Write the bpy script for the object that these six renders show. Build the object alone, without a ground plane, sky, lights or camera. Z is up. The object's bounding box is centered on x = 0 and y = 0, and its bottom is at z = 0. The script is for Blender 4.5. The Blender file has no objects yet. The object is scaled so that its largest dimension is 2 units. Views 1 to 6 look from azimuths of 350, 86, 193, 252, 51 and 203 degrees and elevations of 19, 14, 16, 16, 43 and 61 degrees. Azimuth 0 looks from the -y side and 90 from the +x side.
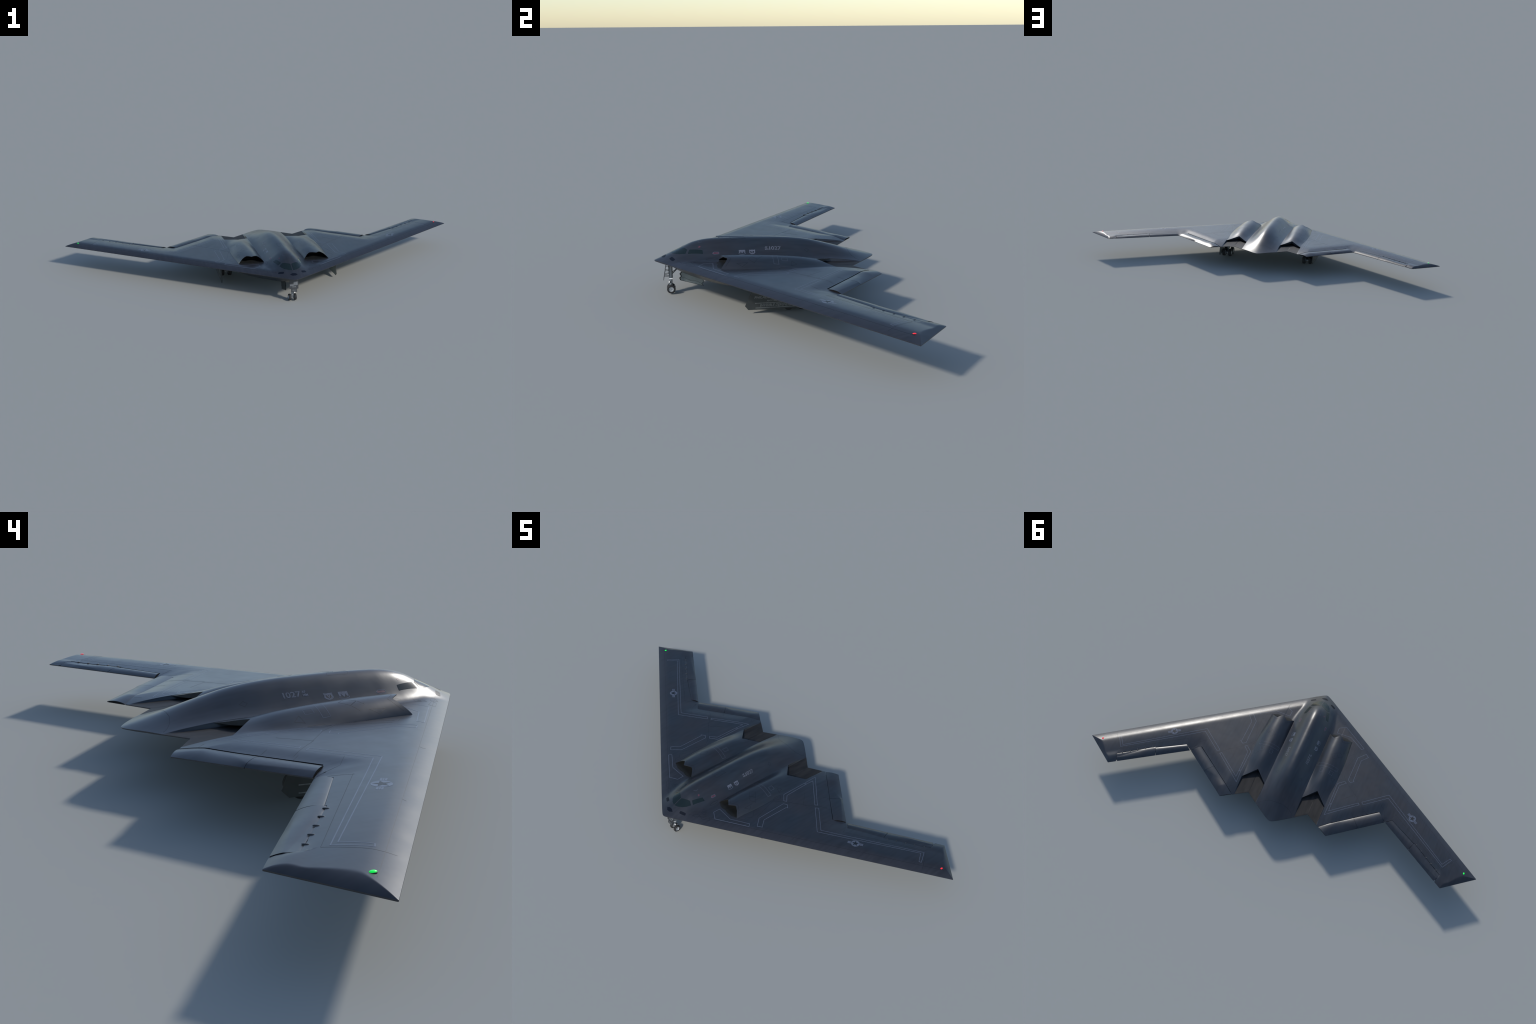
import bpy, bmesh, math, random
import numpy as np
from mathutils import Vector, Matrix
from mathutils.geometry import delaunay_2d_cdt

random.seed(7)
# ------------------------------------------------------------------ helpers
COL = bpy.context.scene.collection

def pchip(xs, ys):
    """Monotone cubic interpolation through profile control points."""
    xs = np.array(xs, float); ys = np.array(ys, float)
    h = np.diff(xs); d = np.diff(ys) / h
    m = np.zeros_like(xs); m[0] = d[0]; m[-1] = d[-1]
    for i in range(1, len(xs) - 1):
        if d[i - 1] * d[i] > 0:
            w1 = 2 * h[i] + h[i - 1]; w2 = h[i] + 2 * h[i - 1]
            m[i] = (w1 + w2) / (w1 / d[i - 1] + w2 / d[i])
    def f(v):
        v = np.clip(np.asarray(v, float), xs[0], xs[-1])
        i = np.clip(np.searchsorted(xs, v, side='right') - 1, 0, len(xs) - 2)
        t = (v - xs[i]) / h[i]
        return ((2*t**3 - 3*t**2 + 1) * ys[i] + (t**3 - 2*t**2 + t) * h[i] * m[i]
                + (-2*t**3 + 3*t**2) * ys[i+1] + (t**3 - t**2) * h[i] * m[i+1])
    return f

def sstep(a, b, v):
    t = np.clip((np.asarray(v, float) - a) / (b - a), 0, 1)
    return t * t * (3 - 2 * t)

def smin(a, b, k=0.12):
    h = np.clip(0.5 + 0.5 * (b - a) / k, 0, 1)
    return b + (a - b) * h - k * h * (1 - h)

def smax(a, b, k):
    return -smin(-a, -b, k)

# ------------------------------------------------------------------ planform
NOSE_Y, LE_SLOPE, LE_R = -0.4123, 0.685, 0.009
LE_COS = 1 / math.sqrt(1 + LE_SLOPE ** 2)
TIP = (0.9995, 0.2676)            # leading corner of the wing tip
TIP_TE = (0.8566, 0.3752)         # trailing corner of the wing tip
INNER_NOTCH = (0.1548, 0.2572)
ELEVON_TIP = (0.2747, 0.3303)
OUTER_NOTCH = (0.5109, 0.1538)
TE_POLY = [INNER_NOTCH, ELEVON_TIP, OUTER_NOTCH, TIP_TE]

def y_le(ax):
    return NOSE_Y + LE_SLOPE * (np.sqrt(ax * ax + LE_R ** 2) - LE_R)

def y_tail(ax):
    return 0.3585 - 0.73 * (np.sqrt(ax * ax + 0.016 ** 2) - 0.016)

def y_te(ax):
    ax = np.asarray(ax, float)
    xs = [p[0] for p in TE_POLY] + [TIP[0]]
    ys = [p[1] for p in TE_POLY] + [TIP[1]]
    return np.where(ax < INNER_NOTCH[0], y_tail(ax), np.interp(ax, xs, ys))

# cut line of the fixed structure where the movable surfaces start
HINGE = [(0.2235, 0.2985), (0.4655, 0.117), (0.4745, 0.1215), (0.5109, 0.1535),
         (0.5405, 0.1325), (0.674, 0.2090), (0.676, 0.2060), (0.80, 0.2916), (0.8282, 0.3176), (0.8286, 0.3512), (0.8566, 0.3752)]

def shear_tip(ax, y):
    """Slants the column next to the split rudder so that its outer end stands square to the trailing edge."""
    w = np.clip(np.minimum((ax - 0.790) / 0.038, (0.8566 - ax) / 0.028), 0, 1)
    sh = np.interp(y, [0.24, 0.318, 0.3515], [0.0, 0.0096, -0.0102])
    return ax + w * sh

def y_body(ax):
    ax = np.asarray(ax, float)
    y = y_te(ax)
    hx = [p[0] for p in HINGE]; hy = [p[1] for p in HINGE]
    h = np.interp(ax, hx, hy)
    return np.where((ax > hx[0]) & (ax < hx[-1]), np.minimum(h, y), y)

def seg_dist(x, y, a, b):
    ax, ay = a; bx, by = b
    dx, dy = bx - ax, by - ay
    t = np.clip(((x - ax) * dx + (y - ay) * dy) / (dx * dx + dy * dy), 0, 1)
    return np.hypot(x - ax - t * dx, y - ay - t * dy)

def d_le(x, y):
    return np.maximum((y - y_le(np.abs(x))) * LE_COS, 0)

def d_te(x, y):
    ax = np.abs(x)
    d = np.maximum(y_tail(ax) - y, 0) * 0.805
    d = np.where(ax < INNER_NOTCH[0], d, 9.0)
    d = np.minimum(d, seg_dist(ax, y, (0.03, 0.3455), INNER_NOTCH) + 0.0)
    for a, b in zip(TE_POLY[:-1], TE_POLY[1:]):
        d = np.minimum(d, seg_dist(ax, y, a, b))
    return d

def d_tip(x, y):
    ax = np.abs(x)
    tx, ty = TIP_TE[0] - TIP[0], TIP_TE[1] - TIP[1]
    L = math.hypot(tx, ty)
    return np.maximum(((TIP[0] - ax) * ty - (TIP[1] - y) * tx) / L, 0)

# ------------------------------------------------------------------ surfaces
H_TOP, H_BOT = 0.0139, 0.0095
EDGE = 0.0011

def z_edge(x, y):
    a = d_le(x, y); b = d_te(x, y)
    zte = 0.1142 + 0.0052 * np.clip((np.abs(x) - 0.15) / 0.7, 0, 1)
    t = a / (a + b + 1e-6)
    return 0.1180 * (1 - t) + zte * t

def mound(x, y, wl, wt):
    g = lambda d, w, p: 1 - (1 - np.clip(d / w, 0, 1)) ** p
    k = sstep(0.80, 0.845, np.abs(x))            # blunter trailing edge on the fixed tip
    dt = d_te(x, y)
    gt = g(dt, wt, 2.0)
    gt = gt + k * (smax(gt, 0.62 * g(dt, 0.036, 1.8), 0.06) - gt)
    m = smin(g(d_le(x, y), wl, 2.0), gt, 0.10)
    m = smin(m, g(d_tip(x, y), 0.034, 1.8), 0.06)
    return np.maximum(m, 0)

def wing_top(x, y):
    z = z_edge(x, y) + EDGE + (H_TOP - 0.0014 * sstep(0.70, 0.95, np.abs(x))) * mound(x, y, 0.062, 0.14)
    return z

crown = pchip([-0.4123, -0.385, -0.3559, -0.3189, -0.2998, -0.2775, -0.2396, -0.2041, -0.1551, -0.0992,
               0.0017, 0.04, 0.081, 0.1287, 0.1833, 0.2383, 0.2936, 0.345, 0.358],
              [0.1190, 0.1305, 0.1437, 0.1610, 0.1708, 0.1797, 0.1878, 0.1907, 0.1916, 0.1916,
               0.1898, 0.1878, 0.1842, 0.1771, 0.1636, 0.1478, 0.1310, 0.1180, 0.1153])
hump_w = pchip([-0.42, -0.35, -0.30, -0.246, -0.20, 0.12, 0.22, 0.36],
               [0.080, 0.088, 0.094, 0.107, 0.114, 0.113, 0.110, 0.108])
flat = pchip([-0.42, -0.33, -0.29, -0.24, -0.18, 0.36], [0.0, 0.20, 0.22, 0.10, 0.0, 0.0])

def hump(x, y):
    a = np.maximum(crown(y) - wing_top(0 * x, y), 0)
    u = np.clip(np.abs(x) / hump_w(y), 0, 1)
    k = flat(y)
    bell = 0.5 + 0.5 * np.cos(np.pi * u)
    boxy = 1 - sstep(0.18, 1.0, u) ** 1.15
    return a * (bell * (1 - k) + boxy * k)

def base_top(x, y):
    """Upper skin without the exhaust troughs."""
    z = wing_top(x, y) + hump(x, y)
    # soft dip ahead of the inner elevon hinge
    ax = np.abs(x)
    hy = 0.117 - 0.747 * (ax - 0.4655)
    d = (hy - y) * 0.80
    dip = (1 - sstep(0.0, 0.045, d)) * sstep(0.24, 0.34, ax) * (1 - sstep(0.475, 0.515, ax)) * (d > -0.03)
    return z - 0.0020 * dip

def trough(x, y):
    ax = np.abs(x)
    return sstep(0.0972, 0.1010, ax) * (1 - sstep(0.2125, 0.2165, ax)) * sstep(0.03, 0.085, y)

def inlet_dip(x, y):
    ax = np.abs(x)
    return sstep(0.098, 0.106, ax) * (1 - sstep(0.208, 0.2145, ax)) * sstep(-0.195, -0.16, y) * (1 - sstep(0.0, 0.06, y))

def top(x, y):
    z = base_top(x, y)
    m = trough(x, y)
    ax = np.abs(x)
    rim = 0.2572 + 0.66 * (np.sqrt((ax - 0.1548) ** 2 + 0.03 ** 2) - 0.03)      # smoothed saw-tooth edge
    floor = z_edge(0 * x + 0.155, y) + EDGE + 0.0006 + 0.0040 * (1 - (1 - np.clip((rim - y) / 0.12, 0, 1)) ** 1.7)
    floor = np.minimum(floor, z_edge(x, y) + EDGE + 0.03 * d_te(x, y) + 0.0004)
    z = z * (1 - m) + np.minimum(floor, z) * m
    return z - 0.004 * inlet_dip(x, y)

def bottom(x, y):
    ax = np.abs(x)
    belly = 0.055 * np.exp(-(ax / 0.27) ** 4)
    g = 1 - (1 - np.clip((d_le(x, y) - 0.035) / 0.11, 0, 1)) ** 2
    g = smax(g, 0 * g, 0.06) - 0.0
    belly = belly * g * sstep(0.0, 0.26, d_te(x, y))
    return z_edge(x, y) - EDGE - H_BOT * mound(x, y, 0.075, 0.14) - belly

# ------------------------------------------------------------------ nacelle
NC, NH = 0.157, 0.0605
def lip_front(ax):
    return np.interp(ax, [0.0955, 0.1006, 0.114, 0.1262, 0.129, 0.1562, 0.1765, 0.1795, 0.196, 0.2143, 0.2185],
                     [-0.1940, -0.1922, -0.1770, -0.1688, -0.1692, -0.1900, -0.1690, -0.1688, -0.1765, -0.1918, -0.1950])
def lip_back(ax):
    return 0.1335 + 0.98 * np.abs(ax - 0.1556)

ridge = pchip([-0.20, -0.12, -0.05, 0.0, 0.03, 0.062, 0.081, 0.134, 0.20],
              [0.1644, 0.1636, 0.1612, 0.1588, 0.1566, 0.1538, 0.1516, 0.1428, 0.1325])

def hw_out(y):
    """Outer half-width: the housing spreads a little onto the wing amidships."""
    return NH + 0.0085 * sstep(-0.19, -0.05, y) * (1 - sstep(0.06, 0.16, y)) + 0 * y

def nacelle_top(x, y):
    ax = np.abs(x)
    u = np.clip((ax - NC) / np.where(ax > NC, hw_out(y), NH), -1, 1)
    zi = base_top(0 * x + NC - NH, y); zo = base_top(NC + hw_out(y), y)
    foot = zi + (zo - zi) * (u + 1) / 2
    a = ridge(y) - (zi + zo) / 2
    dome = (1 - np.abs(u) ** 2.2) ** 0.92
    soft = (1 - u * u) ** 1.55
    k = sstep(-0.12, 0.10, y)
    return foot - 0.0008 + np.maximum(a, 0) * (dome * (1 - k) + soft * k)

def skin(x, y):
    """Highest visible skin, for markings laid on it."""
    ax = np.abs(x)
    z = top(x, y)
    n = nacelle_top(x, y)
    inside = (ax > NC - NH) & (ax < NC + hw_out(y)) & (y > lip_front(ax)) & (y < lip_back(ax))
    return np.where(inside, np.maximum(n, z), z)

# ------------------------------------------------------------------ materials
def new_mat(name):
    m = bpy.data.materials.new(name); m.use_nodes = True
    nt = m.node_tree
    return m, nt, nt.nodes["Principled BSDF"]

def N(nt, t, **kw):
    n = nt.nodes.new(t)
    for k, v in kw.items():
        setattr(n, k, v)
    return n

def simple_mat(name, col, rough=0.5, metal=0.0, spec=0.5, emit=None, noise=0.0, scale=40):
    m, nt, b = new_mat(name)
    b.inputs["Base Color"].default_value = (*col, 1)
    b.inputs["Roughness"].default_value = rough
    b.inputs["Metallic"].default_value = metal
    b.inputs["Specular IOR Level"].default_value = spec
    if emit:
        b.inputs["Emission Color"].default_value = (*emit[0], 1)
        b.inputs["Emission Strength"].default_value = emit[1]
    if noise:
        tc = N(nt, "ShaderNodeTexCoord"); nz = N(nt, "ShaderNodeTexNoise")
        nz.inputs["Scale"].default_value = scale; nz.inputs["Detail"].default_value = 5
        nt.links.new(tc.outputs["Object"], nz.inputs["Vector"])
        r = N(nt, "ShaderNodeValToRGB")
        r.color_ramp.elements[0].position = 0.3; r.color_ramp.elements[1].position = 0.7
        r.color_ramp.elements[0].color = (*[c * (1 - noise) for c in col], 1)
        r.color_ramp.elements[1].color = (*[min(1, c * (1 + noise)) for c in col], 1)
        nt.links.new(nz.outputs["Fac"], r.inputs["Fac"])
        nt.links.new(r.outputs["Color"], b.inputs["Base Color"])
    return m

BODY_A, BODY_B, BODY_EDGE = (0.0185, 0.0250, 0.0335), (0.0235, 0.0245, 0.0295), (0.0250, 0.0265, 0.0330)
BODY_ROUGH, BODY_METAL, BODY_SPEC = 0.32, 0.0, 0.55

def body_material(name, a=BODY_A, b_=BODY_B, edge=BODY_EDGE, rough=BODY_ROUGH):
    """Radar-absorbent paint: cool grey with warm patches, fine streaks, and a leading edge tinted warmer for its reflection."""
    m, nt, b = new_mat(name)
    L = nt.links.new
    tc = N(nt, "ShaderNodeTexCoord")
    n1 = N(nt, "ShaderNodeTexNoise"); n1.inputs["Scale"].default_value = 7; n1.inputs["Detail"].default_value = 4
    L(tc.outputs["Object"], n1.inputs["Vector"])
    r1 = N(nt, "ShaderNodeValToRGB")
    r1.color_ramp.elements[0].position = 0.38; r1.color_ramp.elements[1].position = 0.64
    r1.color_ramp.elements[0].color = (*a, 1); r1.color_ramp.elements[1].color = (*b_, 1)
    L(n1.outputs["Fac"], r1.inputs["Fac"])
    # mask of the reflection tint on the leading edge: y - slope*|x| - nose
    sp = N(nt, "ShaderNodeSeparateXYZ"); L(tc.outputs["Object"], sp.inputs[0])
    ab = N(nt, "ShaderNodeMath", operation='ABSOLUTE'); L(sp.outputs["X"], ab.inputs[0])
    ml = N(nt, "ShaderNodeMath", operation='MULTIPLY'); L(ab.outputs[0], ml.inputs[0]); ml.inputs[1].default_value = LE_SLOPE
    sb = N(nt, "ShaderNodeMath", operation='SUBTRACT'); L(sp.outputs["Y"], sb.inputs[0]); L(ml.outputs[0], sb.inputs[1])
    mr = N(nt, "ShaderNodeMapRange"); L(sb.outputs[0], mr.inputs["Value"])
    mr.inputs["From Min"].default_value = NOSE_Y + 0.030; mr.inputs["From Max"].default_value = NOSE_Y + 0.044
    mr.inputs["To Min"].default_value = 1; mr.inputs["To Max"].default_value = 0
    mx = N(nt, "ShaderNodeMix", data_type='RGBA')
    L(mr.outputs["Result"], mx.inputs["Factor"]); L(r1.outputs["Color"], mx.inputs["A"]); mx.inputs["B"].default_value = (*edge, 1)
    # fine streaks along the chord
    mp = N(nt, "ShaderNodeMapping"); mp.inputs["Scale"].default_value = (90, 14, 30)
    L(tc.outputs["Object"], mp.inputs["Vector"])
    n2 = N(nt, "ShaderNodeTexNoise"); n2.inputs["Scale"].default_value = 1.0; n2.inputs["Detail"].default_value = 6
    L(mp.outputs["Vector"], n2.inputs["Vector"])
    mr2 = N(nt, "ShaderNodeMapRange"); L(n2.outputs["Fac"], mr2.inputs["Value"])
    mr2.inputs["From Min"].default_value = 0.25; mr2.inputs["From Max"].default_value = 0.75
    mr2.inputs["To Min"].default_value = 0.78; mr2.inputs["To Max"].default_value = 1.22
    hs = N(nt, "ShaderNodeVectorMath", operation='SCALE')
    L(mx.outputs["Result"], hs.inputs[0]); L(mr2.outputs["Result"], hs.inputs["Scale"])
    L(hs.outputs["Vector"], b.inputs["Base Color"])
    n4 = N(nt, "ShaderNodeTexNoise"); n4.inputs["Scale"].default_value = 22; n4.inputs["Detail"].default_value = 6
    L(tc.outputs["Object"], n4.inputs["Vector"])
    mr3 = N(nt, "ShaderNodeMapRange"); L(n4.outputs["Fac"], mr3.inputs["Value"])
    mr3.inputs["From Min"].default_value = 0.3; mr3.inputs["From Max"].default_value = 0.7
    mr3.inputs["To Min"].default_value = rough - 0.018; mr3.inputs["To Max"].default_value = rough + 0.024
    L(mr3.outputs["Result"], b.inputs["Roughness"])
    b.inputs["Metallic"].default_value = BODY_METAL
    # faint waviness and wear in the coating
    mp3 = N(nt, "ShaderNodeMapping"); mp3.inputs["Scale"].default_value = (34, 60, 40)
    L(tc.outputs["Object"], mp3.inputs["Vector"])
    n3 = N(nt, "ShaderNodeTexNoise"); n3.inputs["Scale"].default_value = 1.0; n3.inputs["Detail"].default_value = 3
    L(mp3.outputs["Vector"], n3.inputs["Vector"])
    bp = N(nt, "ShaderNodeBump"); bp.inputs["Strength"].default_value = 0.09; bp.inputs["Distance"].default_value = 0.0012
    L(n3.outputs["Fac"], bp.inputs["Height"]); L(bp.outputs["Normal"], b.inputs["Normal"])
    b.inputs["Specular IOR Level"].default_value = BODY_SPEC
    return m

def floor_material(name, c0, c1):
    m, nt, b = new_mat(name)
    L = nt.links.new
    tc = N(nt, "ShaderNodeTexCoord"); nz = N(nt, "ShaderNodeTexNoise")
    mp = N(nt, "ShaderNodeMapping"); mp.inputs["Scale"].default_value = (60, 14, 10)
    L(tc.outputs["Object"], mp.inputs["Vector"]); L(mp.outputs["Vector"], nz.inputs["Vector"])
    nz.inputs["Scale"].default_value = 1; nz.inputs["Detail"].default_value = 5
    r = N(nt, "ShaderNodeValToRGB")
    r.color_ramp.elements[0].position = 0.3; r.color_ramp.elements[1].position = 0.7
    r.color_ramp.elements[0].color = (*c0, 1); r.color_ramp.elements[1].color = (*c1, 1)
    L(nz.outputs["Fac"], r.inputs["Fac"]); L(r.outputs["Color"], b.inputs["Base Color"])
    b.inputs["Roughness"].default_value = 0.55
    b.inputs["Specular IOR Level"].default_value = 0.25
    return m

MAT = {}
MAT["body"] = body_material("dark_stealth_paint")
MAT["exhaust"] = floor_material("dark_brown_floor", (0.011, 0.0106, 0.0106), (0.028, 0.0252, 0.0238))  # dark brown streaked colour, lowered in several steps
MAT["intake"] = floor_material("intake_floor_paint", (0.013, 0.0145, 0.0145), (0.021, 0.022, 0.0215))
MAT["gap"] = simple_mat("hinge_gap_dark", (0.012, 0.012, 0.013), 0.8, spec=0.1)
MAT["black"] = simple_mat("duct_black", (0.004, 0.004, 0.005), 0.8, spec=0.1)
MAT["line"] = simple_mat("marking_grey", (0.092, 0.107, 0.142), 0.33, spec=0.55, noise=0.15, scale=90)
MAT["line_dim"] = simple_mat("marking_grey_faded", (0.056, 0.066, 0.088), 0.33, spec=0.55, noise=0.2, scale=90)
MAT["text"] = simple_mat("lettering_grey", (0.095, 0.103, 0.128), 0.35, spec=0.55, noise=0.25, scale=120)
MAT["stencil"] = simple_mat("door_stencil_grey", (0.17, 0.18, 0.185), 0.55, noise=0.2, scale=120)
MAT["badge"] = simple_mat("badge_grey", (0.100, 0.110, 0.140), 0.35, spec=0.55, noise=0.3, scale=200)
MAT["seam"] = simple_mat("panel_seam_dark", (0.008, 0.011, 0.015), 0.42, spec=0.45)
MAT["red_mark"] = simple_mat("faded_red_marking", (0.095, 0.032, 0.050), 0.4, noise=0.2, scale=150)
MAT["window"] = simple_mat("tinted_glass", (0.0095, 0.0170, 0.0180), 0.18, spec=0.35)
MAT["vent"] = simple_mat("sensor_port_dark", (0.004, 0.006, 0.012), 0.45, spec=0.2)
MAT["red"] = simple_mat("red_light", (0.8, 0.02, 0.03), 0.3, emit=((1.0, 0.03, 0.05), 0.45))
MAT["green"] = simple_mat("green_light", (0.01, 0.6, 0.06), 0.3, emit=((0.0, 1.0, 0.10), 0.55))
MAT["lamp"] = simple_mat("landing_lamp", (0.9, 0.9, 0.9), 0.3, emit=((1, 1, 1), 1.5))
MAT["tyre"] = simple_mat("tyre_rubber", (0.022, 0.022, 0.023), 0.75, noise=0.2, scale=200)
MAT["metal"] = simple_mat("gear_metal", (0.29, 0.31, 0.33), 0.38, metal=0.35, noise=0.15, scale=120)
MAT["metal_dark"] = simple_mat("gear_metal_dark", (0.040, 0.043, 0.048), 0.45, metal=0.2, noise=0.2, scale=120)
MAT["panel"] = simple_mat("shield_panel_grey", (0.13, 0.14, 0.15), 0.6, noise=0.2, scale=150)
MAT["bright"] = simple_mat("bright_white_ring", (0.85, 0.86, 0.87), 0.3, emit=((1, 1, 1), 0.35))  # bright white ring with slight emission
MAT["rim"] = simple_mat("wheel_rim", (0.42, 0.44, 0.46), 0.35, metal=0.3, noise=0.12, scale=200)
MAT["chrome"] = simple_mat("oleo_chrome", (0.75, 0.76, 0.78), 0.15, metal=1.0)
MAT["door_in"] = simple_mat("door_primer", (0.24, 0.275, 0.28), 0.55, noise=0.12, scale=60)
MAT["door_edge"] = simple_mat("door_edge_dark", (0.012, 0.014, 0.015), 0.6)
MAT["door_out"] = simple_mat("door_paint", (0.040, 0.045, 0.047), 0.5, noise=0.15, scale=30)

# ------------------------------------------------------------------ object makers
ROOT = bpy.data.objects.new("stealth_bomber", None)
COL.objects.link(ROOT)
ROOT["label"] = "dark grey flying wing jet bomber with sawtooth trailing edge"
ROOT["category"] = "airplane"
ROOT.rotation_euler = (0, 0, math.radians(2.42))
ROOT.location = (0.0103, 0.0004, 0)

def add(name, me, mat=None, parent=None, kind=None):
    ob = bpy.data.objects.new(name, me)
    COL.objects.link(ob)
    ob.parent = parent or ROOT
    if mat is not None:
        me.materials.clear()
        for m in (mat if isinstance(mat, (list, tuple)) else [mat]):
            me.materials.append(m)
    if kind: ob["kind"] = kind
    return ob

def mesh(name, vs, fs, smooth=True, angle=None):
    me = bpy.data.meshes.new(name)
    me.from_pydata([tuple(map(float, v)) for v in vs], [], [tuple(f) for f in fs])
    me.update()
    if smooth:
        me.shade_smooth()
        if angle: me.set_sharp_from_angle(angle=math.radians(angle))
    return me

def fix_normals(me):
    bm = bmesh.new(); bm.from_mesh(me)
    bmesh.ops.recalc_face_normals(bm, faces=bm.faces)
    bm.to_mesh(me); bm.free(); me.update()

# ------------------------------------------------------------------ main skin
def columns():
    xs = list(np.arange(0.0, 0.094, 0.003)) + list(np.arange(0.0945, 0.1035, 0.0008)) + list(np.arange(0.106, 0.2105, 0.003))
    xs += list(np.arange(0.2120, 0.2180, 0.0009)) + [0.2205, 0.2235] + list(np.arange(0.227, 0.34, 0.004))
    xs += list(np.arange(0.346, 0.80, 0.008)) + list(np.arange(0.806, 0.9965, 0.0045)) + [0.9965, 0.9988, 0.9994]
    for hx, _ in HINGE: xs.append(hx)
    for px, _ in TE_POLY: xs.append(px)
    xs = sorted(xs)
    out = [xs[0]]
    for v in xs[1:]:
        if v - out[-1] > 2e-4: out.append(v)
    return np.array(out)

def build_skin():
    cx = columns(); nx = len(cx)
    X1 = np.concatenate([-cx[::-1][:-1], cx]); nX = len(X1)
    s = np.linspace(0, 1, 131)
    # finer at the leading edge, fairly even behind
    t = 0.30 * s ** 2 + 0.70 * s
    y0 = y_le(np.abs(X1)); y1 = np.maximum(y_body(np.abs(X1)), y0 + 1e-4)
    # keep the rows in step across the jump beside the split rudder: only the last rows reach back to the tip's edge
    axc = np.abs(X1)
    ref = np.where(axc > 0.8282, np.minimum(0.3176 + 0.69 * (axc - 0.8282), y1), y1)
    last = np.clip((t - 0.80) / 0.20, 0, 1)
    Y = y0[:, None] + (ref - y0)[:, None] * t[None, :] + (y1 - ref)[:, None] * last[None, :]
    X = np.repeat(X1[:, None], len(t), 1)
    X = np.where(np.abs(X) > 0.79, np.sign(X) * shear_tip(np.abs(X), Y), X)
    ZT, ZB = top(X, Y), bottom(X, Y)
    nt_ = len(t)
    vs = np.concatenate([np.stack([X, Y, ZT], -1).reshape(-1, 3), np.stack([X, Y, ZB], -1).reshape(-1, 3)])
    off = nX * nt_
    fs, cut = [], set()
    for i in range(nX - 1):
        for j in range(nt_ - 1):
            a, b, c, d = i * nt_ + j, (i + 1) * nt_ + j, (i + 1) * nt_ + j + 1, i * nt_ + j + 1
            fs.append((a, b, c, d)); fs.append((a + off, d + off, c + off, b + off))
        a, b = i * nt_, (i + 1) * nt_
        fs.append((a, a + off, b + off, b))
        a, b = i * nt_ + nt_ - 1, (i + 1) * nt_ + nt_ - 1
        mid = abs(X1[i] + X1[i + 1]) / 2
        if HINGE[0][0] < mid < 0.8286 and not 0.4745 < mid < 0.5405: cut.add(len(fs))
        fs.append((a, b, b + off, a + off))
    for i in (0, nX - 1):
        for j in range(nt_ - 1):
            a, b = i * nt_ + j, i * nt_ + j + 1
            q = (a, b, b + off, a + off)
            fs.append(q if i == 0 else q[::-1])
    me = mesh("skin", vs, fs, True, 33)
    nrm = np.zeros(len(me.loops) * 3, 'f'); me.corner_normals.foreach_get("vector", nrm); nrm = nrm.reshape(-1, 3)
    region = {"fuselage": [], "wing_left": [], "wing_right": [], "floor_left": [], "floor_right": []}
    for k, f in enumerate(fs):
        c = vs[list(f)].mean(0)
        ax = abs(c[0]); istop = all(v < off for v in f)
        if istop and 0.1012 < ax < 0.2125 and c[1] > 0.09: region["floor_left" if c[0] > 0 else "floor_right"].append(k)
        elif ax < 0.0961: region["fuselage"].append(k)
        else: region["wing_left" if c[0] > 0 else "wing_right"].append(k)
    names = {"fuselage": "fuselage", "wing_left": "wing", "wing_right": "wing", "floor_left": "exhaust_floor", "floor_right": "exhaust_floor"}
    for key, ids in region.items():
        used = sorted({v for k in ids for v in fs[k]})
        remap = {v: i for i, v in enumerate(used)}
        sub = mesh(names[key], vs[used], [[remap[v] for v in fs[k]] for k in ids])
        cn = []
        for k in ids:
            p = me.polygons[k]
            cn.extend(tuple(map(float, nrm[l])) for l in range(p.loop_start, p.loop_start + p.loop_total))
        sub.normals_split_custom_set(cn)
        add(names[key], sub, MAT["exhaust"] if key.startswith("floor") else [MAT["body"], MAT["gap"]])
        if not key.startswith("floor"):
            # the cut faces behind the wing, facing the movable surfaces, stay dark
            sub.polygons.foreach_set("material_index", np.array([1 if k in cut else 0 for k in ids], 'i'))
    bpy.data.meshes.remove(me)

build_skin()

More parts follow.
